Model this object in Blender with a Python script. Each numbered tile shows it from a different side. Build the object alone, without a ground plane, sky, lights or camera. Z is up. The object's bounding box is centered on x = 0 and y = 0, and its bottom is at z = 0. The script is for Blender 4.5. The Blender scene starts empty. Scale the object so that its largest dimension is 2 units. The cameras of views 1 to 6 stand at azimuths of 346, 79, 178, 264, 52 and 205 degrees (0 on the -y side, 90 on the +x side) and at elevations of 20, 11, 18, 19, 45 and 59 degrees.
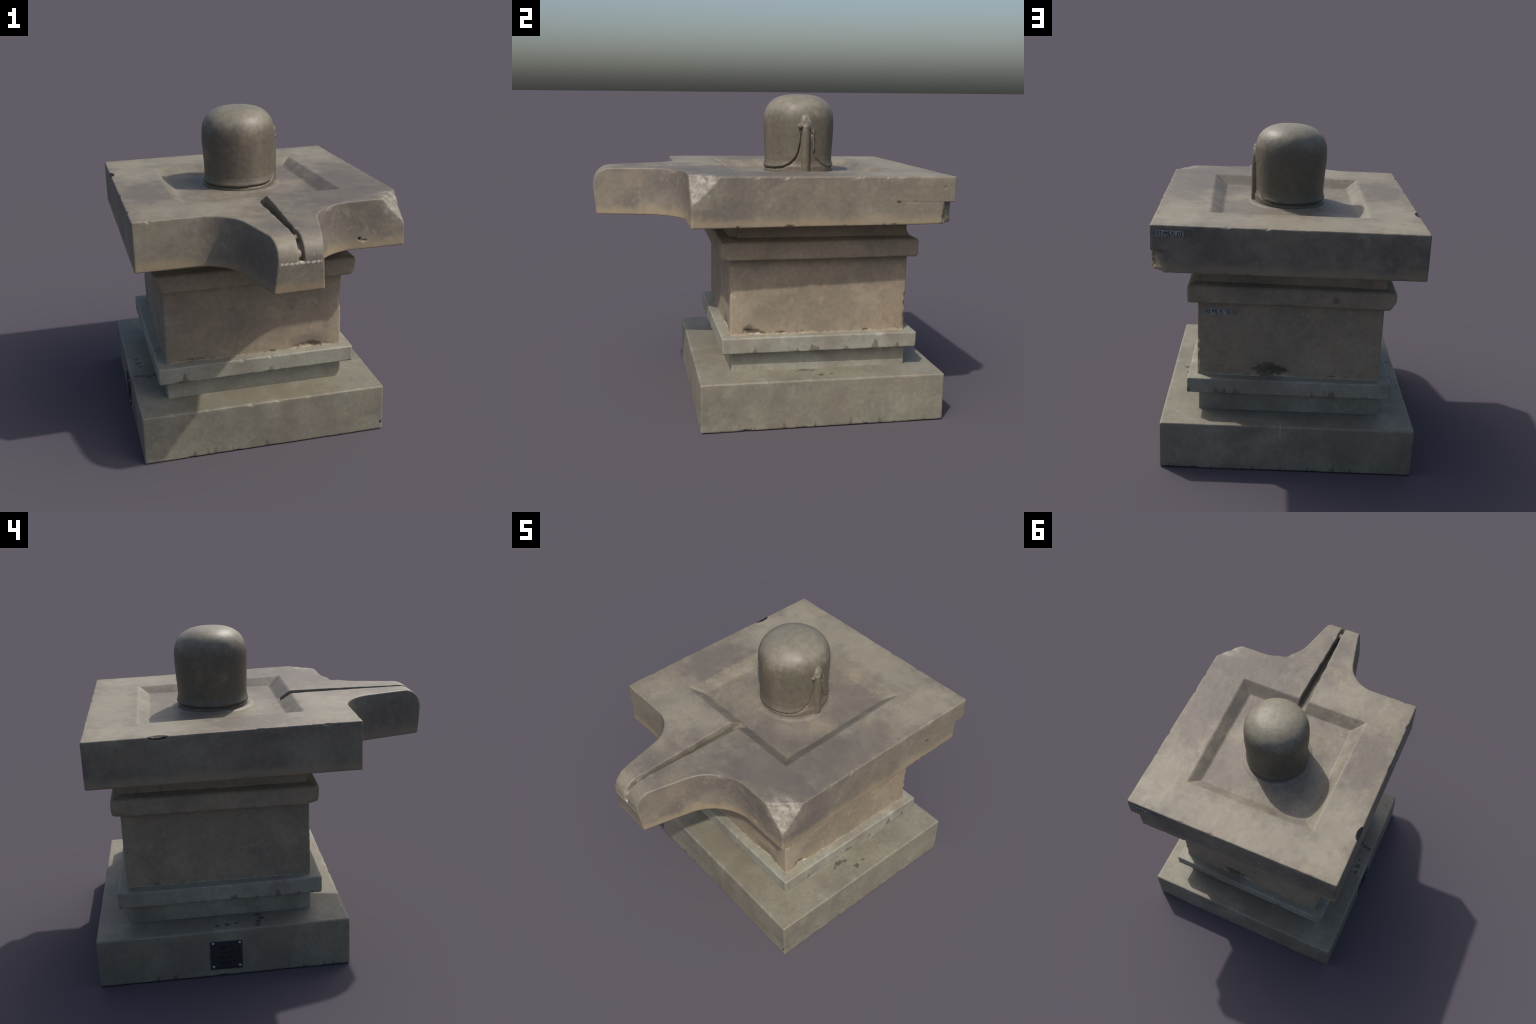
"""Weathered stone lingam standing in a square yoni basin with a spout,
carried by a moulded pedestal on a stepped cast plinth.
Every stone is described as a distance field (planes, rounded edges, fillets,
chips, weathering noise) and meshed with surface nets."""
import bpy
import math
import random
import numpy as np

random.seed(11)

# --------------------------------------------------------------------------
# noise
# --------------------------------------------------------------------------


def _hash(ix, iy, iz, seed):
    n = (ix.astype(np.uint32) * np.uint32(374761393)
         + iy.astype(np.uint32) * np.uint32(668265263)
         + iz.astype(np.uint32) * np.uint32(2147483647)
         + np.uint32(((seed * 1013 + 7) * 1274126177) & 0xFFFFFFFF))
    n = (n ^ (n >> np.uint32(13))) * np.uint32(1274126177)
    n = n ^ (n >> np.uint32(16))
    return n.astype(np.float32) * np.float32(2.0 / 4294967295.0) - np.float32(1.0)


def value_noise(x, y, z, freq, seed):
    """smooth value noise in -1..1"""
    x, y, z = (np.asarray(a, np.float32) * freq + 100.0 for a in (x, y, z))
    ix, iy, iz = (np.floor(a).astype(np.int32) for a in (x, y, z))
    fx, fy, fz = x - ix, y - iy, z - iz
    fx, fy, fz = (f * f * (3 - 2 * f) for f in (fx, fy, fz))
    r = 0
    for dx in (0, 1):
        wx = fx if dx else 1 - fx
        for dy in (0, 1):
            wy = fy if dy else 1 - fy
            for dz in (0, 1):
                wz = fz if dz else 1 - fz
                r = r + wx * wy * wz * _hash(ix + dx, iy + dy, iz + dz, seed)
    return r


def fractal(x, y, z, freq, seed, octaves=3, gain=0.5):
    r, a, t = 0, 1.0, 0.0
    for o in range(octaves):
        r = r + a * value_noise(x, y, z, freq * 2 ** o, seed + o)
        t += a
        a *= gain
    return r / t


def smoothstep(a, b, x):
    t = np.clip((x - a) / (b - a), 0, 1)
    return t * t * (3 - 2 * t)


# --------------------------------------------------------------------------
# distance field on a grid + surface nets
# --------------------------------------------------------------------------


class Field:
    def __init__(self, lo, hi, h):
        self.h = h
        self.lo = np.array(lo, np.float64) - 3 * h
        n = np.ceil((np.array(hi) + 3 * h - self.lo) / h).astype(int) + 1
        ax = [(self.lo[i] + np.arange(n[i]) * h).astype(np.float32) for i in range(3)]
        self.x = ax[0][:, None, None]
        self.y = ax[1][None, :, None]
        self.z = ax[2][None, None, :]
        self.shape = tuple(n)
        self.d = None

    def coords(self, idx):
        i, j, k = idx
        return self.x[i, 0, 0], self.y[0, j, 0], self.z[0, 0, k]

    def band(self, width):
        return np.nonzero(np.abs(self.d) < width)

    def roughen(self, amount, freq, seed, octaves=3, width=0.03):
        b = self.band(width)
        x, y, z = self.coords(b)
        self.d[b] += (amount * fractal(x, y, z, freq, seed, octaves)).astype(np.float32)

    def window(self, c, r):
        sl = []
        for i in range(3):
            a = int((c[i] - r - self.lo[i]) / self.h)
            b = int((c[i] + r - self.lo[i]) / self.h) + 2
            sl.append(slice(max(a, 0), max(0, min(b, self.shape[i]))))
        return tuple(sl)

    def carve(self, centre, radii, soft=0.006, wobble=0.0, seed=0):
        """cut away a lumpy ellipsoid with a soft rim"""
        rmax = max(radii) + soft + wobble + 0.01
        s = self.window(centre, rmax)
        if any(a.stop - a.start < 2 for a in s):
            return
        X, Y, Z = self.x[s[0]], self.y[:, s[1]], self.z[:, :, s[2]]
        q = np.sqrt(((X - centre[0]) / radii[0]) ** 2 + ((Y - centre[1]) / radii[1]) ** 2
                    + ((Z - centre[2]) / radii[2]) ** 2)
        e = (q - 1) * min(radii)
        if wobble:
            Xb, Yb, Zb = np.broadcast_arrays(X, Y, Z)
            e = e + wobble * fractal(Xb, Yb, Zb, 45, seed, 2)
        self.d[s] = round_and([self.d[s], -e], soft)

    def add(self, centre, radii, soft=0.004):
        rmax = max(radii) + 0.02
        s = self.window(centre, rmax)
        X, Y, Z = self.x[s[0]], self.y[:, s[1]], self.z[:, :, s[2]]
        q = np.sqrt(((X - centre[0]) / radii[0]) ** 2 + ((Y - centre[1]) / radii[1]) ** 2
                    + ((Z - centre[2]) / radii[2]) ** 2)
        e = (q - 1) * min(radii)
        self.d[s] = round_or(self.d[s], e, soft)

    def cut_plane(self, p, n, soft=0.005, rough=0.0, freq=25, seed=3):
        """remove everything on the outer side of a (rough) plane"""
        n = np.array(n, float)
        n /= np.linalg.norm(n)
        e = (self.x - p[0]) * n[0] + (self.y - p[1]) * n[1] + (self.z - p[2]) * n[2]
        e = e.astype(np.float32)
        if rough:
            b = np.nonzero((np.abs(e) < rough * 3) & (self.d < 0.02))
            e[b] += (rough * fractal(*self.coords(b), freq, seed, 3)).astype(np.float32)
        self.d = round_and([self.d, e], soft)

    def mesh(self):
        D = self.d
        S = D < 0
        nx, ny, nz = D.shape
        c = np.zeros((nx - 1, ny - 1, nz - 1), np.uint8)
        for dx in (0, 1):
            for dy in (0, 1):
                for dz in (0, 1):
                    c += S[dx:nx - 1 + dx, dy:ny - 1 + dy, dz:nz - 1 + dz]
        I, J, K = np.nonzero((c > 0) & (c < 8))
        ids = np.full(c.shape, -1, np.int32)
        ids[I, J, K] = np.arange(len(I))
        acc = np.zeros((len(I), 3))
        cnt = np.zeros(len(I))
        corner = {}
        for dx in (0, 1):
            for dy in (0, 1):
                for dz in (0, 1):
                    corner[dx, dy, dz] = D[I + dx, J + dy, K + dz].astype(np.float64)
        for a in range(3):
            o = [i for i in range(3) if i != a]
            for u in (0, 1):
                for v in (0, 1):
                    p = [0, 0, 0]
                    p[o[0]], p[o[1]] = u, v
                    q = list(p)
                    q[a] = 1
                    d0, d1 = corner[tuple(p)], corner[tuple(q)]
                    m = (d0 < 0) != (d1 < 0)
                    t = d0[m] / (d0[m] - d1[m])
                    acc[m, a] += t
                    acc[m, o[0]] += u
                    acc[m, o[1]] += v
                    cnt[m] += 1
        V = (np.stack([I, J, K], 1) + acc / cnt[:, None]) * self.h + self.lo
        quads = []
        for a in range(3):
            o1, o2 = (a + 1) % 3, (a + 2) % 3
            lo = [slice(None)] * 3
            hi = [slice(None)] * 3
            lo[a], hi[a] = slice(0, -1), slice(1, None)
            A, B = S[tuple(lo)], S[tuple(hi)]
            e = np.stack(np.nonzero(A != B), 1)
            inside = A[tuple(e.T)]
            ok = (e[:, o1] > 0) & (e[:, o2] > 0) & (e[:, o1] < D.shape[o1] - 1) & (e[:, o2] < D.shape[o2] - 1)
            e, inside = e[ok], inside[ok]
            f = []
            for du, dv in ((-1, -1), (0, -1), (0, 0), (-1, 0)):
                g = e.copy()
                g[:, o1] += du
                g[:, o2] += dv
                f.append(ids[tuple(g.T)])
            f = np.stack(f, 1)
            f[~inside] = f[~inside][:, ::-1]
            quads.append(f)
        Q = np.concatenate(quads)
        return V, Q


def round_and(ds, r):
    """intersection with rounded edges of radius r"""
    m = ds[0]
    s = np.square(np.maximum(ds[0] + r, 0))
    for d in ds[1:]:
        m = np.maximum(m, d)
        s = s + np.square(np.maximum(d + r, 0))
    return np.minimum(m, -r) + np.sqrt(s)


def round_or(a, b, r):
    """union with a fillet of radius r"""
    u, v = np.maximum(r - a, 0), np.maximum(r - b, 0)
    return np.maximum(r, np.minimum(a, b)) - np.sqrt(u * u + v * v)


def side_planes(fd, corners):
    """half planes of a convex quadrilateral, corners anticlockwise"""
    out = []
    for i in range(4):
        (x0, y0), (x1, y1) = corners[i], corners[(i + 1) % 4]
        L = math.hypot(x1 - x0, y1 - y0)
        nx, ny = (y1 - y0) / L, -(x1 - x0) / L
        out.append((fd.x - x0) * nx + (fd.y - y0) * ny)
    return out


def wear(fd, lo, hi, freq, seed):
    """edge radius that varies from place to place"""
    step = 6
    xs, ys, zs = fd.x[::step], fd.y[:, ::step], fd.z[:, :, ::step]
    X, Y, Z = np.broadcast_arrays(xs, ys, zs)
    n = fractal(X, Y, Z, freq, seed, 2) * 0.5 + 0.5
    n = np.repeat(np.repeat(np.repeat(n, step, 0), step, 1), step, 2)
    n = n[:fd.shape[0], :fd.shape[1], :fd.shape[2]]
    return (lo + (hi - lo) * np.clip(n, 0, 1) ** 2).astype(np.float32)


def block(corners, z0, z1, h, radius, seed, chips=0, chip_size=0.012, top_tilt=None, rough=0.0015,
          chip_levels=None):
    xs, ys = [c[0] for c in corners], [c[1] for c in corners]
    zt = max(z1, max(top_tilt)) if top_tilt else z1
    fd = Field((min(xs), min(ys), z0), (max(xs), max(ys), zt), h)
    planes = side_planes(fd, corners)
    if top_tilt:        # top heights at x-,x+,y-,y+ sides
        a, b, c, d = top_tilt
        u = (fd.x - min(xs)) / (max(xs) - min(xs))
        v = (fd.y - min(ys)) / (max(ys) - min(ys))
        top = fd.z - ((a + (b - a) * u) + (c + (d - c) * v)) * 0.5
    else:
        top = fd.z - z1
    r = radius if not isinstance(radius, tuple) else None
    if r is None:
        s = np.maximum(planes[0], 0)
        r = 0.5 * (radius[0] + radius[1])
        fd.d = round_and(planes + [top + 0 * planes[0], z0 - fd.z + 0 * planes[0]], r).astype(np.float32)
    else:
        fd.d = round_and(planes + [top + 0 * planes[0], z0 - fd.z + 0 * planes[0]], r).astype(np.float32)
    rng = random.Random(seed)
    levels = chip_levels or (z0, z1)
    for i in range(chips):
        k = rng.randrange(4)
        t = rng.random()
        (x0, y0), (x1, y1) = corners[k], corners[(k + 1) % 4]
        s = chip_size * rng.uniform(0.35, 1.0) ** 1.5
        if rng.random() < 0.8:
            p = (x0 + (x1 - x0) * t, y0 + (y1 - y0) * t, rng.choice(levels))
            along_x = abs(x1 - x0) > abs(y1 - y0)
            L = s * rng.uniform(1.0, 3.0)
            rad = (L, s, s) if along_x else (s, L, s)
        else:
            p = (x0, y0, rng.uniform(z0, z1))
            rad = (s * 0.8, s * 0.8, s * rng.uniform(1, 2.5))
        # put the ellipsoid so that it just bites the edge
        fd.carve(p, rad, soft=0.005, wobble=0.003, seed=i + seed)
    if rough:
        fd.roughen(rough, 3.0, seed, 3)
        fd.roughen(rough * 0.35, 28.0, seed + 9, 2)
    return fd


# --------------------------------------------------------------------------
# Blender objects
# --------------------------------------------------------------------------

root = bpy.data.objects.new("stone_lingam_monument", None)
root["label"] = "weathered grey-brown stone lingam in square spouted basin on stepped pedestal"
root["category"] = "stone monument"
bpy.context.scene.collection.objects.link(root)


def new_object(name, me, mat, parent=None):
    ob = bpy.data.objects.new(name, me)
    bpy.context.scene.collection.objects.link(ob)
    ob.parent = parent or root
    if mat:
        me.materials.append(mat)
    return ob


def make_mesh(name, V, Q, smooth=True):
    me = bpy.data.meshes.new(name)
    me.vertices.add(len(V))
    me.vertices.foreach_set("co", np.ascontiguousarray(V, np.float32).ravel())
    me.loops.add(Q.size)
    me.loops.foreach_set("vertex_index", np.ascontiguousarray(Q, np.int32).ravel())
    me.polygons.add(len(Q))
    me.polygons.foreach_set("loop_start", np.arange(0, Q.size, 4, dtype=np.int32))
    me.polygons.foreach_set("loop_total", np.full(len(Q), 4, np.int32))
    me.update(calc_edges=True)
    me.validate()
    if smooth:
        me.polygons.foreach_set("use_smooth", np.ones(len(me.polygons), bool))
    return me


def vertex_normals(V, Q):
    a, b = V[Q[:, 2]] - V[Q[:, 0]], V[Q[:, 3]] - V[Q[:, 1]]
    n = np.cross(a, b)
    N = np.zeros_like(V)
    for i in range(4):
        for c in range(3):
            N[:, c] += np.bincount(Q[:, i], n[:, c], len(V))
    return N / np.maximum(np.linalg.norm(N, axis=1), 1e-12)[:, None]


def stone(name, fd, mat):
    V, Q = fd.mesh()
    V[:, 2] = np.maximum(V[:, 2], 0.0)
    return new_object(name, make_mesh(name, V, Q), mat)


def split_stone(fd, regions, mats):
    """one continuous skin cut by region into several objects that share border vertices"""
    V, Q = fd.mesh()
    N = vertex_normals(V, Q)
    c = V[Q].mean(1)
    left = np.ones(len(Q), bool)
    for (name, test), mat in zip(regions, mats):
        m = left & test(c)
        left &= ~m
        used, inv = np.unique(Q[m], return_inverse=True)
        me = make_mesh(name, V[used], inv.reshape(-1, 4))
        me.normals_split_custom_set_from_vertices(N[used].tolist())
        new_object(name, me, mat)


# --------------------------------------------------------------------------
# materials
# --------------------------------------------------------------------------


class Mat:
    def __init__(self, name, rough=0.6, spec=0.4):
        self.m = bpy.data.materials.new(name)
        self.m.use_nodes = True
        self.nt = self.m.node_tree
        self.b = self.nt.nodes["Principled BSDF"]
        self.b.inputs["Roughness"].default_value = rough
        self.b.inputs["Specular IOR Level"].default_value = spec
        tc = self.nt.nodes.new("ShaderNodeTexCoord")
        self.p = tc.outputs["Object"]
        self.col = None

    def node(self, t, **kw):
        n = self.nt.nodes.new(t)
        for k, v in kw.items():
            setattr(n, k, v)
        return n

    def put(self, sock, v):
        if isinstance(v, bpy.types.NodeSocket):
            self.nt.links.new(v, sock)
        else:
            sock.default_value = v

    def math(self, op, a, b=0.0, clamp=False):
        n = self.node("ShaderNodeMath", operation=op, use_clamp=clamp)
        self.put(n.inputs[0], a)
        self.put(n.inputs[1], b)
        return n.outputs[0]

    def vec(self, op, a, b=(0, 0, 0)):
        n = self.node("ShaderNodeVectorMath", operation=op)
        self.put(n.inputs[0], a)
        self.put(n.inputs[1], b)
        return n.outputs["Value" if op in ("LENGTH", "DOT_PRODUCT") else "Vector"]

    def noise(self, scale, detail=4, rough=0.55, offset=(0, 0, 0), stretch=None, distortion=0.0):
        v = self.vec("ADD", self.p, offset)
        if stretch:
            v = self.vec("MULTIPLY", v, stretch)
        n = self.node("ShaderNodeTexNoise")
        self.put(n.inputs["Vector"], v)
        n.inputs["Scale"].default_value = scale
        n.inputs["Detail"].default_value = detail
        n.inputs["Roughness"].default_value = rough
        n.inputs["Distortion"].default_value = distortion
        return n.outputs["Fac"]

    def step(self, v, a, b, lo=0.0, hi=1.0):
        n = self.node("ShaderNodeMapRange", interpolation_type="SMOOTHSTEP")
        self.put(n.inputs["Value"], v)
        n.inputs["From Min"].default_value = a
        n.inputs["From Max"].default_value = b
        n.inputs["To Min"].default_value = lo
        n.inputs["To Max"].default_value = hi
        return n.outputs["Result"]

    def xyz(self):
        n = self.node("ShaderNodeSeparateXYZ")
        self.put(n.inputs[0], self.p)
        return n.outputs

    def blob(self, centre, radii, wobble=0.35, scale=40.0, soft=0.25):
        """mask: 1 inside a noisy ellipsoid"""
        q = self.vec("LENGTH", self.vec("DIVIDE", self.vec("SUBTRACT", self.p, centre), radii))
        n = self.math("MULTIPLY", self.math("SUBTRACT", self.noise(scale, 3), 0.5), wobble * 4)
        return self.step(self.math("ADD", q, n), 1.0 - soft, 1.0 + soft, 1.0, 0.0)

    def base(self, c):
        self.col = (*c, 1)

    def over(self, mask, c, amount=1.0):
        n = self.node("ShaderNodeMix", data_type="RGBA")
        f = self.math("MULTIPLY", mask, amount, True) if amount != 1.0 else mask
        self.put(n.inputs[0], f)
        self.put(n.inputs[6], self.col)
        self.put(n.inputs[7], (*c, 1) if isinstance(c, tuple) else c)
        self.col = n.outputs[2]

    def gain(self, v, lo, hi):
        """multiply the colour by lo..hi following v (0..1)"""
        g = self.step(v, 0.25, 0.75, lo, hi)
        n = self.node("ShaderNodeVectorMath", operation="SCALE")
        self.put(n.inputs[0], self.col[:3] if isinstance(self.col, tuple) else self.col)
        self.put(n.inputs["Scale"], g)
        self.col = n.outputs["Vector"]

    def done(self, bump=0.25, bump_scale=160.0, distance=0.002):
        self.put(self.b.inputs["Base Color"], self.col)
        if bump:
            f = self.math("ADD", self.noise(bump_scale, 4, 0.6), self.math("MULTIPLY", self.noise(bump_scale / 6, 3), 1.5))
            n = self.node("ShaderNodeBump")
            n.inputs["Strength"].default_value = bump
            n.inputs["Distance"].default_value = distance
            self.put(n.inputs["Height"], f)
            self.put(self.b.inputs["Normal"], n.outputs["Normal"])
        return self.m

    def edge(self, lo=0.52, hi=0.6):
        g = self.node("ShaderNodeNewGeometry")
        return self.step(g.outputs["Pointiness"], lo, hi)


def weathered(m, light, dark, warm, seed=0.0, blotch=2.2):
    """cloudy stains, then mottling, then grain"""
    o = (seed, seed * 0.7, seed * 1.3)
    m.over(m.step(m.noise(blotch, 3, 0.5, o), 0.42, 0.66), dark, 0.85)
    m.over(m.step(m.noise(blotch * 1.5, 4, 0.55, (o[0] + 5, o[1], o[2])), 0.46, 0.68), light, 0.75)
    m.over(m.step(m.noise(blotch * 2.2, 4, 0.5, (o[0], o[1] + 9, o[2])), 0.50, 0.70), warm, 0.55)
    m.over(m.step(m.noise(blotch * 5, 4, 0.6, (o[0] + 2, o[1] + 4, o[2])), 0.52, 0.72), dark, 0.45)
    m.over(m.step(m.noise(blotch * 2.6, 7, 0.68, (o[0] + 7, o[1] + 1, o[2])), 0.50, 0.60), dark, 0.32)
    m.over(m.step(m.noise(blotch * 3.4, 7, 0.70, (o[0] + 1, o[1] + 3, o[2] + 5)), 0.55, 0.64), light, 0.40)
    m.gain(m.noise(38, 4, 0.65, o), 0.90, 1.10)
    m.gain(m.noise(170, 3, 0.6, o), 0.91, 1.09)
    m.over(m.step(m.noise(70, 2, 0.5, (o[0], o[1], o[2] + 3)), 0.71, 0.80), light, 0.5)


SLAB = dict(base=(0.178, 0.155, 0.117), light=(0.238, 0.212, 0.162), dark=(0.117, 0.102, 0.088), warm=(0.205, 0.170, 0.120))
DIE = dict(base=(0.262, 0.210, 0.146), light=(0.315, 0.260, 0.184), dark=(0.185, 0.160, 0.124), warm=(0.305, 0.234, 0.156))
CAST = dict(base=(0.200, 0.187, 0.142), light=(0.246, 0.233, 0.182), dark=(0.146, 0.136, 0.108), warm=(0.207, 0.178, 0.130))
LEDG = dict(base=(0.250, 0.244, 0.196), light=(0.298, 0.293, 0.238), dark=(0.196, 0.186, 0.150), warm=(0.255, 0.230, 0.172))
DARK = (0.035, 0.034, 0.024)
PALE = (0.36, 0.33, 0.255)


def slab_material():
    m = Mat("basin_stone", 0.55, 0.4)
    m.base(SLAB["base"])
    weathered(m, SLAB["light"], SLAB["dark"], SLAB["warm"], 1.0, 2.0)
    # violet-grey weathering on parts of the upper face, pale lichen bloom on others
    for c, r, a in (((0.38, -0.33, 1.44), (0.30, 0.17, 0.06), 0.55), ((0.60, 0.10, 1.44), (0.13, 0.42, 0.05), 0.40),
                    ((0.10, -0.42, 1.44), (0.20, 0.12, 0.05), 0.35), ((-0.58, 0.10, 1.44), (0.12, 0.25, 0.05), 0.45),
                    ((0.20, 0.00, 1.40), (0.22, 0.17, 0.05), 0.35), ((0.25, 0.42, 1.40), (0.17, 0.22, 0.05), 0.35)):
        m.over(m.blob(c, r, 0.45, 9, 0.45), (0.105, 0.089, 0.079), a * 1.25)
    for c, r, a in (((0.0, 0.84, 1.43), (0.8, 0.12, 0.05), 0.45), ((-0.55, 0.60, 1.43), (0.15, 0.30, 0.05), 0.45),
                    ((0.62, 0.72, 1.43), (0.12, 0.22, 0.05), 0.40), ((-0.3, -0.37, 1.44), (0.40, 0.11, 0.05), 0.35)):
        m.over(m.blob(c, r, 0.5, 12, 0.5), (0.275, 0.250, 0.185), a)
    # tan stain that creeps up from the lower arris
    x, y, z = m.xyz()
    zz = m.math("ADD", z, m.math("MULTIPLY", m.noise(5, 4, 0.6, (3, 1, 0)), -0.12))
    m.over(m.step(zz, 1.125, 1.18, 1, 0), (0.285, 0.225, 0.140), 0.6)
    # shadow of the near bank, painted dark into the channel
    channel_shade = m.math("MULTIPLY", m.math("LESS_THAN", m.math("ABSOLUTE", x), 0.05), m.math("MULTIPLY", m.math("LESS_THAN", y, -0.225), m.math("GREATER_THAN", y, -0.93)))
    channel_shade = m.math("MULTIPLY", channel_shade, m.step(m.math("ADD", z, m.math("MULTIPLY", m.noise(20, 3), 0.03)), 1.405, 1.43, 1, 0))
    m.over(channel_shade, (0.075, 0.070, 0.048), 0.75)
    # worn arrises
    m.over(m.math("MULTIPLY", m.edge(), m.step(m.noise(22, 3), 0.38, 0.6)), PALE, 0.5)
    # fresh break on the front corner
    brk = m.blob((0.70, -0.455, 1.40), (0.10, 0.10, 0.10), 0.12, 40, 0.12)
    m.over(brk, m_break(m), 0.8)
    # pale row of small diamonds across the spout end
    wob = m.math("ABSOLUTE", m.math("SINE", m.math("MULTIPLY", m.math("ADD", x, m.math("MULTIPLY", m.noise(25, 1), 0.03)), 120.0)))
    line = m.math("ABSOLUTE", m.math("SUBTRACT", z, m.math("ADD", 1.3185, m.math("MULTIPLY", x, -0.01))))
    diamond_mask = m.math("LESS_THAN", line, m.math("MULTIPLY", wob, 0.0075))
    diamond_mask = m.math("MULTIPLY", diamond_mask, m.math("LESS_THAN", y, -0.986))
    diamond_mask = m.math("MULTIPLY", diamond_mask, m.math("LESS_THAN", m.math("ABSOLUTE", m.math("ADD", x, 0.007)), 0.101))
    m.over(diamond_mask, (0.46, 0.43, 0.36), 0.85)
    # dark hollow in the left arris, small holes
    m.over(m.blob((-0.729, 0.578, 1.430), (0.024, 0.054, 0.016), 0.08, 30, 0.08), (0.002, 0.002, 0.002))
    m.over(m.blob((0.479, -0.49, 1.227), (0.008, 0.012, 0.008), 0.1), DARK)
    m.over(m.blob((0.745, 0.635, 1.292), (0.012, 0.014, 0.008), 0.2), DARK, 0.8)
    return m.done(0.25)


def m_break(m):
    n = m.node("ShaderNodeValToRGB")
    m.put(n.inputs[0], m.noise(35, 4, 0.6))
    n.color_ramp.elements[0].position = 0.38
    n.color_ramp.elements[0].color = (0.14, 0.128, 0.10, 1)
    n.color_ramp.elements[1].position = 0.6
    n.color_ramp.elements[1].color = (0.265, 0.244, 0.205, 1)
    return n.outputs[0]


def die_material():
    m = Mat("pedestal_stone", 0.65, 0.35)
    m.base(DIE["base"])
    weathered(m, DIE["light"], DIE["dark"], DIE["warm"], 4.0, 2.0)
    m.over(m.math("MULTIPLY", m.edge(), m.step(m.noise(20, 3), 0.4, 0.6)), PALE, 0.35)
    x, y, z = m.xyz()
    zz = m.math("ADD", z, m.math("MULTIPLY", m.math("SUBTRACT", m.noise(38, 3, 0.6, (0, 0, 0), (1, 1, 0.3)), 0.5), 0.05))
    m.over(m.step(zz, 0.505, 0.512, 1, 0), (0.40, 0.34, 0.25), 0.6)     # crumbs of pale mortar at the foot
    # moss-dark hollow low on the back face
    m.over(m.blob((0.085, 0.80, 0.54), (0.085, 0.05, 0.048), 0.45, 34, 0.12), (0.085, 0.080, 0.050), 0.85)
    m.over(m.blob((0.477, -0.145, 0.54), (0.04, 0.03, 0.022), 0.35, 30, 0.35), (0.10, 0.09, 0.07), 0.8)
    m.over(m.blob((0.27, -0.24, 0.548), (0.085, 0.04, 0.035), 0.4, 20, 0.5), (0.15, 0.12, 0.085), 0.6)
    m.over(m.blob((-0.265, 0.85, 1.0), (0.018, 0.03, 0.018), 0.3), (0.13, 0.10, 0.08), 0.7)
    return m.done(0.28)


def cast_material(name, C, seed):
    m = Mat(name, 0.55, 0.4)
    m.base(C["base"])
    weathered(m, C["light"], C["dark"], C["warm"], seed, 2.4)
    m.over(m.step(m.noise(3.2, 4, 0.5, (seed, 1, 6), (1, 1, 0.6)), 0.5, 0.68), (0.160, 0.130, 0.105), 0.55)
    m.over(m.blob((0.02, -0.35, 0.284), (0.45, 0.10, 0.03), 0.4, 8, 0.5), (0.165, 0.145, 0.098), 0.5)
    x, y, z = m.xyz()
    # short brushed streaks rising from the lower arrises
    strk = m.noise(16, 3, 0.6, (1, 2, 0), (1, 1, 0.12))
    for zb, hgt in ((0.0, 0.05), (0.405, 0.045)):
        rise = m.math("DIVIDE", m.math("SUBTRACT", z, zb), hgt)
        f = m.math("SUBTRACT", m.math("MULTIPLY", m.math("SUBTRACT", strk, 0.52), 7.0), rise)
        above = m.math("GREATER_THAN", z, zb - 0.004)
        m.over(m.math("MULTIPLY", m.step(f, 0.0, 0.5), above), (0.085, 0.078, 0.060), 0.7)
    m.over(m.math("MULTIPLY", m.edge(), m.step(m.noise(18, 3), 0.38, 0.6)), (0.33, 0.315, 0.25), 0.35)
    for c, r in (((0.505, 0.180), (0.016, 0.032)), ((0.517, 0.226), (0.012, 0.013)), ((0.522, 0.132), (0.007, 0.012)),
                 ((0.600, 0.259), (0.017, 0.018)), ((0.588, 0.325), (0.008, 0.010)),
                 ((-0.68, 0.326), (0.013, 0.013)), ((-0.678, 0.27), (0.018, 0.018)), ((-0.671, 0.219), (0.010, 0.010)),
                 ((-0.594, 0.090), (0.016, 0.022)), ((-0.635, 0.076), (0.014, 0.022)), ((-0.668, 0.092), (0.014, 0.015)),
                 ((-0.705, 0.102), (0.02, 0.016))):
        m.over(m.blob((c[0], c[1], 0.286), (r[0], r[1], 0.012), 0.6, 60, 0.35), DARK, 0.7)
    m.over(m.blob((0.655, -0.44, 0.051), (0.01, 0.01, 0.012), 0.2), DARK)
    # pale drip on the back
    m.over(m.blob((0.016, 0.985, 0.25), (0.005, 0.03, 0.05), 0.2, 30), PALE, 0.6)
    return m.done(0.22)


def lingam_material():
    m = Mat("lingam_stone", 0.5, 0.45)
    m.base((0.103, 0.088, 0.066))
    m.over(m.step(m.noise(7, 4, 0.6, (2, 0, 0), (1, 1, 0.18)), 0.42, 0.7), (0.145, 0.115, 0.086), 0.7)
    m.over(m.step(m.noise(9, 4, 0.6, (0, 4, 0), (1, 1, 0.25)), 0.48, 0.72), (0.088, 0.085, 0.062), 0.7)
    x, y, z = m.xyz()
    # paler patches on the crown
    dz = m.math("ADD", z, m.math("MULTIPLY", m.math("SUBTRACT", m.noise(12, 5, 0.65), 0.5), 0.25))
    m.over(m.step(dz, 1.70, 1.83), (0.205, 0.188, 0.142), 0.75)
    m.gain(m.noise(30, 4, 0.65), 0.86, 1.14)
    m.gain(m.noise(150, 3, 0.6), 0.92, 1.08)
    m.over(m.blob((-0.205, 0.185, 1.596), (0.03, 0.03, 0.032), 0.25, 30, 0.4), (0.17, 0.14, 0.125), 0.6)
    m.over(m.blob((0.215, 0.235, 1.705), (0.03, 0.026, 0.035), 0.3, 40, 0.3), (0.28, 0.25, 0.20), 0.6)
    return m.done(0.2)


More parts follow.
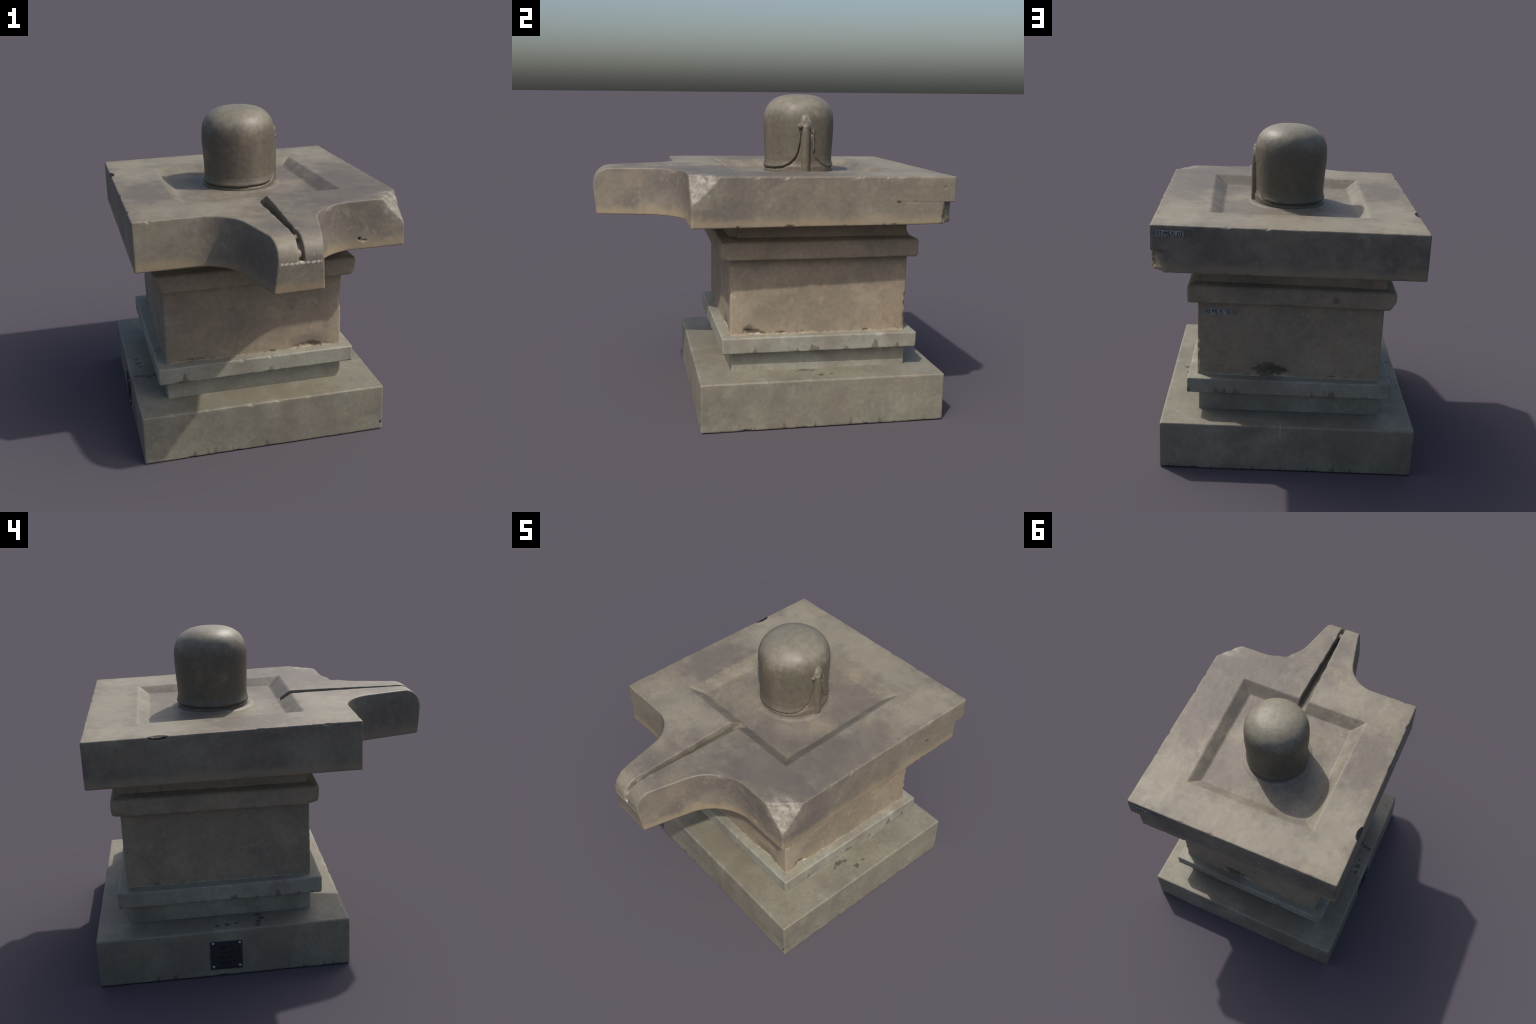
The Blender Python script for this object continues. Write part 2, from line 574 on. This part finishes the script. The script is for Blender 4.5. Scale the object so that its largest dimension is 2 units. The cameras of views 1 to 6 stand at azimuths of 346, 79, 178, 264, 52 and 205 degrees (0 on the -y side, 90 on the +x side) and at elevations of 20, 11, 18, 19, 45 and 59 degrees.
slab_mat, die_mat, lingam_mat = slab_material(), die_material(), lingam_material()
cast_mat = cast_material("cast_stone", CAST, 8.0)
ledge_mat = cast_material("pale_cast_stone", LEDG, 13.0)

# --------------------------------------------------------------------------
# plinth: broad block, recessed neck, projecting ledge
# --------------------------------------------------------------------------

BASE = [(-0.742, -0.419), (0.669, -0.445), (0.693, 0.972), (-0.736, 0.999)]
NECK = [(-0.568, -0.228), (0.472, -0.242), (0.486, 0.795), (-0.552, 0.812)]
LEDGE = [(-0.619, -0.286), (0.526, -0.305), (0.552, 0.843), (-0.608, 0.868)]
DIE_C = [(-0.566, -0.229), (0.470, -0.250), (0.499, 0.785), (-0.540, 0.816)]
COLLAR = [(-0.622, -0.280), (0.539, -0.309), (0.558, 0.835), (-0.598, 0.860)]

fd = block(BASE, 0.0, 0.288, 0.0058, 0.008, 21, top_tilt=(0.288, 0.281, 0.290, 0.279), chips=44, chip_size=0.0105, rough=0.0020)
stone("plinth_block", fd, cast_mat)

fd = block(NECK, 0.25, 0.42, 0.0055, 0.006, 22, rough=0.0015)
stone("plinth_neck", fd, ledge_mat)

fd = block(LEDGE, 0.406, 0.499, 0.005, 0.006, 23, chips=30, chip_size=0.009, rough=0.0015,
           top_tilt=(0.503, 0.497, 0.504, 0.499))
stone("plinth_ledge", fd, ledge_mat)

# --------------------------------------------------------------------------
# pedestal: die, collar and neck of warm stone
# --------------------------------------------------------------------------

fd = block(DIE_C, 0.47, 0.98, 0.0052, 0.008, 31, chips=0, rough=0.0022)
rng = random.Random(5)
for i in range(16):                     # crumbling foot of the die
    k = rng.randrange(4)
    t = rng.random()
    a, b = DIE_C[k], DIE_C[(k + 1) % 4]
    s = rng.uniform(0.004, 0.011)
    fd.carve((a[0] + (b[0] - a[0]) * t, a[1] + (b[1] - a[1]) * t, 0.502 + rng.uniform(0, 0.006)),
             (s * 2, s, s * 1.1) if k % 2 == 0 else (s, s * 2, s * 1.1), 0.004, 0.003, i)
for i in range(14):                     # nicks on the upright arrises
    a = DIE_C[rng.randrange(4)]
    s = rng.uniform(0.006, 0.011)
    fd.carve((a[0], a[1], rng.uniform(0.52, 0.93)), (s, s, s * 2), 0.005, 0.003, i)
for c, r in (((0.09, 0.818, 0.535), (0.10, 0.030, 0.042)), ((0.13, 0.815, 0.575), (0.045, 0.024, 0.026)),
             ((0.03, 0.812, 0.52), (0.06, 0.028, 0.03)), ((0.478, -0.125, 0.512), (0.03, 0.042, 0.020)),
             ((0.28, -0.258, 0.515), (0.085, 0.026, 0.022)), ((0.474, -0.243, 0.78), (0.016, 0.02, 0.05)),
             ((-0.43, -0.258, 0.505), (0.10, 0.035, 0.012))):
    fd.carve(c, r, 0.012, 0.010, 77)
stone("pedestal_die", fd, die_mat)

fd = block(COLLAR, 0.948, 1.078, 0.0045, 0.016, 32, chips=30, chip_size=0.011, rough=0.003, chip_levels=(0.948, 1.06))
# top face slopes off towards the outside
pl = side_planes(fd, COLLAR)
slope = (fd.z - 1.050) + 0.30 * np.maximum(np.maximum(pl[0], pl[1]), np.maximum(pl[2], pl[3]))
fd.d = round_and([fd.d, (slope * 0.94).astype(np.float32)], 0.014)
fd.cut_plane((-0.577, -0.280, 0.965), (-0.085, -0.05, -0.03), 0.008, 0.004, 20, 4)
fd.cut_plane((-0.563, 0.857, 0.948), (-0.8, 0.25, -0.55), 0.008, 0.003, 20, 5)
fd.cut_plane((0.505, -0.306, 0.95), (0.6, -0.5, -0.35), 0.008, 0.003, 20, 6)
fd.carve((0.50, -0.30, 1.075), (0.05, 0.05, 0.022), 0.008, 0.008, 8)
stone("pedestal_collar", fd, die_mat)

UP = [(c[0] * 1.006, c[1] + (0.004 if c[1] > 0 else 0.0)) for c in DIE_C]
fd = block(UP, 1.02, 1.19, 0.0055, 0.006, 33, rough=0.0025)
fd.carve((0.475, -0.255, 1.13), (0.06, 0.06, 0.075), 0.008, 0.008, 8)
fd.carve((0.49, 0.79, 1.13), (0.03, 0.02, 0.05), 0.006, 0.006, 9)
fd.carve((-0.56, -0.23, 1.12), (0.03, 0.03, 0.06), 0.006, 0.006, 9)
fd.roughen(0.004, 9, 55, 2)
stone("pedestal_neck", fd, die_mat)

# --------------------------------------------------------------------------
# yoni basin slab with spout
# --------------------------------------------------------------------------

fd = Field((-0.745, -1.0, 1.164), (0.752, 0.98, 1.45), 0.0045)
x, y, z = fd.x, fd.y, fd.z
SLAB_C = [(-0.731, -0.493), (0.739, -0.494), (0.743, 0.967), (-0.730, 0.971)]
p = side_planes(fd, SLAB_C)
square = round_and(p, 0.010)

# tapering spout, filleted into the front face
deep = 1.436 - z
spout = np.maximum((x - (0.110 + 0.04 * deep + 0.245 * (y + 0.955))) * 0.971, (-x - (0.124 + 0.075 * deep + 0.235 * (y + 0.955))) * 0.973)
spout = np.maximum(spout, y + 0.0 * x - 0.0)
outline = np.where(x > 0, round_or(square, spout, 0.205), round_or(square, spout, 0.165))


def spout_front(zz):
    return -0.997 + np.clip(1.32 - zz, 0, 1) * 0.10


top = z - (1.4335 - 0.0078 * (np.maximum(y, -0.3) - 0.24) / 0.73 + 0.002 * x + 0.005 * np.minimum(y + 0.4, 0))
bottom = 1.166 - z - 0.0 * y
# rounded nose of the spout
nose_r = 0.105
front = spout_front(z) - y
r_edge = 0.0065
cap = round_and([top, front], nose_r)
fd.d = round_and([outline + 0 * z, np.maximum(cap, top) + 0 * x, bottom + 0 * outline], r_edge).astype(np.float32)

# sunk square tray with sloping sides
TRAY = [(-0.442, -0.209), (0.444, -0.210), (0.440, 0.677), (-0.443, 0.680)]
tp = side_planes(fd, TRAY)
tray_floor = 1.389
t_out = np.maximum(np.maximum(tp[0], tp[1]), np.maximum(tp[2], tp[3]))
wall = (t_out + 0.058 - (z - tray_floor) * 1.55) * 0.54       # sloping walls
rho = np.sqrt(np.square(x) + np.square(y - 0.24))
floor = tray_floor + 0.007 * smoothstep(0.245, 0.222, rho) + 0.007 * smoothstep(0.36, 0.24, rho)
tray = round_and([wall.astype(np.float32), floor - z], 0.004)
fd.d = round_and([fd.d, -tray], 0.004).astype(np.float32)

# channel from the tray to the spout end
cx = 0.002 - 0.008 * smoothstep(-0.2, -0.95, y)
half = 0.033 - 0.019 * smoothstep(-0.2, -0.95, y)
cap_d = np.maximum(cap, top)
n1 = fractal(np.zeros_like(y), y, np.zeros_like(y), 18, 3, 3)
chan_w = np.abs(x - cx) - half - 0.003 * n1 - 0.16 * cap_d
chan = round_and([chan_w * 0.9, -(cap_d + 0.054 - 0.022 * smoothstep(-0.8, -0.98, y)) + 0 * x,
                  y + 0.165 + 0 * z + 0 * x, 1.325 - z + 0 * y + 0 * x], 0.006)
fd.d = round_and([fd.d, -chan], 0.004).astype(np.float32)
fd.add((-0.006, -0.885, 1.405), (0.02, 0.022, 0.016), 0.006)      # plug of mortar in the channel
fd.add((-0.012, -0.965, 1.352), (0.014, 0.02, 0.022), 0.006)

# break on the front corner
fd.cut_plane((0.664, -0.428, 1.436), (0.70, -0.62, 0.62), 0.005, 0.010, 22, 12)
# flake off the back corner, and the crack running from it
m = fd.window((0.70, 0.92, 1.225), 0.13)
X, Y, Z = fd.x[m[0]], fd.y[:, m[1]], fd.z[:, :, m[2]]
Xb, Yb, Zb = np.broadcast_arrays(X, Y, Z)
ch = ((X - 0.743) * 0.072 + (Y - 0.900) * 0.075) / 0.104
bowl = np.sqrt(np.square(X - 0.735 - 0.05) + np.square(Y - 0.965 - 0.045) + np.square((Z - 1.225) * 0.35)) - 0.118
flake = round_and([-(ch + 0.006) * 0.5 + np.minimum(bowl, 0) * 0.5 - 0.0, Z - 1.286 + 0 * X], 0.004)
flake = flake + 0.006 * fractal(Xb, Yb, Zb, 26, 5, 3)
fd.d[m] = round_and([fd.d[m], -flake], 0.004)
for i in range(26):
    t = i / 25
    yy = 0.635 + 0.25 * t
    fd.carve((0.749, yy, 1.291 - 0.006 * t + 0.002 * math.sin(i * 2.3)), (0.008, 0.008, 0.0045 + 0.003 * (math.sin(i * 1.7) > 0.5)), 0.002)
fd.carve((0.750, 0.635, 1.292), (0.012, 0.011, 0.007), 0.003)
fd.carve((0.750, 0.735, 1.290), (0.010, 0.014, 0.007), 0.003)
fd.carve((0.747, 0.900, 1.368), (0.008, 0.009, 0.011), 0.004)
# hollow in the left arris, holes
fd.carve((-0.729, 0.578, 1.434), (0.020, 0.048, 0.012), 0.002, 0.002, 3)
fd.carve((0.479, -0.492, 1.227), (0.008, 0.018, 0.008), 0.002)
fd.carve((0.505, -0.492, 1.215), (0.016, 0.006, 0.006), 0.003)
fd.carve((0.29, -0.55, 1.437), (0.03, 0.02, 0.012), 0.015)
rng = random.Random(8)
for i in range(70):
    k = rng.randrange(4)
    if k == 0 and rng.random() < 0.5:
        continue
    t = rng.random()
    a, b = SLAB_C[k], SLAB_C[(k + 1) % 4]
    px, py = a[0] + (b[0] - a[0]) * t, a[1] + (b[1] - a[1]) * t
    if k == 0 and -0.5 < px < 0.5:
        continue
    s = 0.0095 * rng.uniform(0.35, 1.0) ** 1.5
    L = s * rng.uniform(1.0, 3.0)
    zz = rng.choice((1.436, 1.432, 1.428, 1.168))
    fd.carve((px, py, zz), (L, s, s) if k % 2 == 0 else (s, L, s), 0.004, 0.003, i)
fd.roughen(0.0022, 3.0, 41, 3)
fd.roughen(0.0008, 30.0, 43, 2)
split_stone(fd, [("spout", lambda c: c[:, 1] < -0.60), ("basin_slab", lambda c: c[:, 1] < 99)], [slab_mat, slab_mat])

# --------------------------------------------------------------------------
# lingam: domed shaft with a flared lip, upright ridge and ogee lines
# --------------------------------------------------------------------------

AX, AY = 0.0, 0.24
fd = Field((-0.24, 0.0, 1.36), (0.245, 0.48, 1.865), 0.0032)
x, y, z = fd.x - AX, fd.y - AY, fd.z
rho = np.sqrt(x * x + y * y)
th = np.degrees(np.arctan2(y, x))
prof_z = np.array([1.30, 1.425, 1.437, 1.452, 1.47, 1.51, 1.57, 1.64, 1.68, 1.90])
prof_r = np.array([0.211, 0.2115, 0.2125, 0.2075, 0.2045, 0.2055, 0.2090, 0.2125, 0.2130, 0.2130])
zf = fd.z[0, 0]
R = np.interp(zf, prof_z, prof_r).astype(np.float32)[None, None, :]
pw = 2.75
up = np.maximum(z - 1.68, 0) / 0.1795
shaft = (np.power(np.power(rho / R, pw) + np.power(up, pw) + 1e-9, 1 / pw) - 1) * 0.19

# lower edge of the outer skin, lifted in an ogee round the ridge
og_l = np.array([0.0, 8.7, 9.2, 11.2, 13.1, 18.0, 28.3, 37.0, 46.4, 60.0, 180.0])
og_z = np.array([1.66, 1.66, 1.60, 1.553, 1.527, 1.489, 1.456, 1.442, 1.434, 1.429, 1.425])
th2 = th[:, :, 0]
zb = np.interp(np.abs(th2 * np.where(th2 > 0, 0.93, 1.0)), og_l, og_z)
zb = zb + 0.0025 * value_noise(th2, th2 * 0, th2 * 0, 0.25, 5)
# small dome-shaped distance below the skin edge
slope_len = np.interp(np.abs(th2), [0, 9, 14, 30, 180], [0.25, 0.25, 0.5, 0.9, 1.0])
below = (zb[:, :, None] - z) * slope_len[:, :, None]
skin_step = 0.0035 * smoothstep(-0.001, 0.004, below)
groove = 0.014 * np.exp(-np.square((below - 0.0055) / 0.0050))
left = np.where((th2 > -60) & (th2 < 0), 1.0, np.where((th2 > 0) & (th2 < 60), 0.35, 0.75))[:, :, None]
shaft = shaft + skin_step + groove * left
# upright ridge on the right side
ra = math.radians(-0.3)
rc = 0.2015
px, py = rc * math.cos(ra), rc * math.sin(ra)
ridge_r = 0.0265 - 0.008 * smoothstep(1.62, 1.72, z)
ridge = np.sqrt(np.square(x - px) + np.square(y - py)) - ridge_r
ridge = np.maximum(ridge, z - 1.71)
shaft = np.minimum(shaft, round_or(shaft, ridge.astype(np.float32), 0.004))
fd.d = round_and([shaft.astype(np.float32), 1.375 - z + 0 * rho], 0.003).astype(np.float32)
for c, r in (((0.208, 0.228, 1.712), (0.016, 0.015, 0.024)), ((0.209, 0.205, 1.675), (0.014, 0.014, 0.012)),
             ((0.203, 0.287, 1.625), (0.012, 0.006, 0.030)), ((0.203, 0.288, 1.56), (0.010, 0.005, 0.035))):
    fd.add(c, r, 0.006)
for c, r in (((0.213, 0.204, 1.648), (0.014, 0.006, 0.010)), ((0.214, 0.2055, 1.60), (0.012, 0.004, 0.012)),
             ((0.213, 0.278, 1.63), (0.012, 0.005, 0.010)), ((0.213, 0.293, 1.625), (0.010, 0.004, 0.010)),
             ((0.213, 0.277, 1.595), (0.012, 0.004, 0.010))):
    fd.carve(c, r, 0.002)
fd.roughen(0.0016, 7.0, 61, 2)
fd.roughen(0.0006, 40.0, 62, 2)
stone("lingam", fd, lingam_mat)

# --------------------------------------------------------------------------
# painted inventory numbers on the back
# --------------------------------------------------------------------------


def flat_material(name, c, rough=0.6, metallic=0.0, mottled=True, spec=0.3):
    m = Mat(name, rough, spec)
    m.b.inputs["Metallic"].default_value = metallic
    m.base(c)
    if mottled:
        m.gain(m.noise(60, 4, 0.65), 0.75, 1.2)
    return m.done(0.1)


paint = flat_material("faded_white_paint", (0.285, 0.295, 0.285))
faint = flat_material("worn_white_paint", (0.235, 0.235, 0.225))
ink = flat_material("black_ink", (0.022, 0.021, 0.019), 0.9, 0.0, True, 0.05)


def tile_mesh(name, pts, thick, axis_out, seed, cuts=24, ragged=0.0016):
    """thin slab over the quad pts (tl,tr,br,bl), ragged rim"""
    rr = random.Random(seed)
    ring = []
    for i in range(4):
        a, b = np.array(pts[i]), np.array(pts[(i + 1) % 4])
        for t in range(cuts):
            q = a + (b - a) * (t / cuts)
            ring.append(q + np.array([rr.uniform(-1, 1) * ragged for _ in range(3)]) * (1 - np.abs(axis_out)))
    out = np.array(axis_out) * thick
    verts = [tuple(v + out) for v in ring] + [tuple(v - out * 3) for v in ring]
    n = len(ring)
    faces = [tuple(range(n))] + [(i, i + n, (i + 1) % n + n, (i + 1) % n) for i in range(n)] + [tuple(range(2 * n - 1, n - 1, -1))]
    me = bpy.data.meshes.new(name)
    me.from_pydata(verts, [], faces)
    import bmesh
    bm = bmesh.new()
    bm.from_mesh(me)
    bmesh.ops.recalc_face_normals(bm, faces=bm.faces[:])
    bm.to_mesh(me)
    bm.free()
    return me


def text_mesh(name, body, size, depth):
    cu = bpy.data.curves.new(name, "FONT")
    cu.body = body
    cu.size = size
    cu.extrude = depth
    cu.align_x = "LEFT"
    tmp = bpy.data.objects.new(name, cu)
    bpy.context.scene.collection.objects.link(tmp)
    dg = bpy.context.evaluated_depsgraph_get()
    me = bpy.data.meshes.new_from_object(tmp.evaluated_get(dg))
    bpy.data.objects.remove(tmp)
    me.name = name
    return me


def place(me, width, height, origin, u, v):
    """scale a text mesh to a box and set it on the plane (origin, u right, v up)"""
    n = len(me.vertices)
    co = np.zeros(n * 3, np.float32)
    me.vertices.foreach_get("co", co)
    co = co.reshape(-1, 3)
    lo, hi = co.min(0), co.max(0)
    u, v = np.array(u, float), np.array(v, float)
    w = np.cross(u, v)
    s = (co[:, 0:1] - lo[0]) / (hi[0] - lo[0]) * width
    t = (co[:, 1:2] - lo[1]) / (hi[1] - lo[1]) * height
    new = np.array(origin) + s * u + t * v + co[:, 2:3] * w
    me.vertices.foreach_set("co", new.astype(np.float32).ravel())
    me.update()


def inventory_label(code_left, sub, code_right, tl, tr, br, bl, seed):
    tl, tr, br, bl = (np.array(q) for q in (tl, tr, br, bl))
    lab = new_object("inventory_label", tile_mesh("inventory_label", [tl, tr, br, bl], 0.0008, (0, 1, 0), seed), paint)
    u = tr - tl
    W = np.linalg.norm(u)
    u /= W
    v = tl - bl
    H = np.linalg.norm(v)
    v /= H
    lift = np.array([0, 0.0012, 0])
    for body, a, b, c, d in ((code_left, 0.03, 0.66, 0.14, 0.74), (sub, 0.675, 0.70, 0.10, 0.34), (code_right, 0.74, 0.97, 0.14, 0.74)):
        me = text_mesh("painted_number", body, 0.03, 0.0006)
        place(me, (b - a) * W, d * H, bl + u * a * W + v * c * H + lift, u, v)
        new_object("painted_number", me, ink, lab)
    # worn, no longer legible small strokes beside the number
    rr = random.Random(seed)
    for row in (0.30, 0.78):
        for k in range(6):
            o = bl + u * (W + 0.008 + k * 0.0062) + v * (H * row + rr.uniform(-0.003, 0.003))
            a = rr.uniform(0.5, 2.6)
            d1 = (u * math.cos(a) + v * math.sin(a)) * rr.uniform(0.003, 0.0055)
            d2 = np.cross(d1, (0, 1, 0))
            d2 = d2 / np.linalg.norm(d2) * 0.0009
            me = tile_mesh("worn_stroke", [o - d1 - d2, o + d1 - d2, o + d1 + d2, o - d1 + d2], 0.0008, (0, 1, 0), k, 3, 0.0003)
            new_object("worn_stroke", me, faint, lab)


def die_back(xx):
    return 0.786 + (0.499 - xx) / 1.039 * 0.031


SB = 0.9715
inventory_label("03.MS.F", "1", ".02", (0.709, SB, 1.402), (0.566, SB, 1.398), (0.565, SB, 1.367), (0.710, SB, 1.368), 3)
inventory_label("03 MS F", "1", ". 03", (0.461, die_back(0.461) + 0.002, 0.906), (0.316, die_back(0.316) + 0.002, 0.900),
                (0.316, die_back(0.316) + 0.002, 0.867), (0.462, die_back(0.462) + 0.002, 0.873), 4)

# --------------------------------------------------------------------------
# dark metal plaque with four rivets on the left side
# --------------------------------------------------------------------------

plaque_mat = flat_material("tarnished_plaque", (0.030, 0.031, 0.033), 0.55, 0.0, True, 0.3)
rivet_mat = flat_material("rivet_metal", (0.42, 0.43, 0.47), 0.45, 0.3)


def base_left(yy):
    return -0.734 + (yy + 0.414) / 1.411 * 0.004


PX = -0.7425
pl_me = tile_mesh("plaque", [(PX, 0.377, 0.221), (PX, 0.198, 0.219), (PX, 0.200, 0.043), (PX, 0.380, 0.046)], 0.0022, (-1, 0, 0), 9, 24, 0.0012)
plaque = new_object("plaque", pl_me, plaque_mat)

rv = []
rings, segs = 4, 16
import bmesh
bm = bmesh.new()
bmesh.ops.create_uvsphere(bm, u_segments=16, v_segments=10, radius=0.0075)
rivet_me = bpy.data.meshes.new("rivet")
bm.to_mesh(rivet_me)
bm.free()
rivet_me.polygons.foreach_set("use_smooth", [True] * len(rivet_me.polygons))
rivet_me.materials.append(rivet_mat)
for yy, zz in ((0.361, 0.212), (0.211, 0.208), (0.215, 0.063), (0.363, 0.064)):
    ob = bpy.data.objects.new("rivet", rivet_me)
    bpy.context.scene.collection.objects.link(ob)
    ob.parent = plaque
    ob.location = (PX - 0.0022, yy, zz)
    ob.scale = (0.45, 1, 1)

u, v = (0, -1, 0), (0, 0, 1)
me = text_mesh("plaque_title", "Lingga Yoni", 0.02, 0.0006)
place(me, 0.088, 0.013, (PX - 0.0026, 0.332, 0.178), u, v)
new_object("plaque_title", me, ink, plaque)
rr = random.Random(2)
for zz, y0, y1 in ((0.152, 0.318, 0.25), (0.127, 0.325, 0.262), (0.113, 0.322, 0.245), (0.092, 0.33, 0.24), (0.083, 0.322, 0.27)):
    yy = y0
    while yy > y1:
        w = rr.uniform(0.003, 0.009)
        me = tile_mesh("worn_letter", [(PX - 0.0026, yy, zz + 0.003), (PX - 0.0026, yy - w, zz + 0.003),
                                       (PX - 0.0026, yy - w, zz - 0.002), (PX - 0.0026, yy, zz - 0.002)],
                       0.0004, (-1, 0, 0), int(yy * 1000), 2, 0.0008)
        new_object("worn_letter", me, ink, plaque)
        yy -= w + rr.uniform(0.002, 0.004)
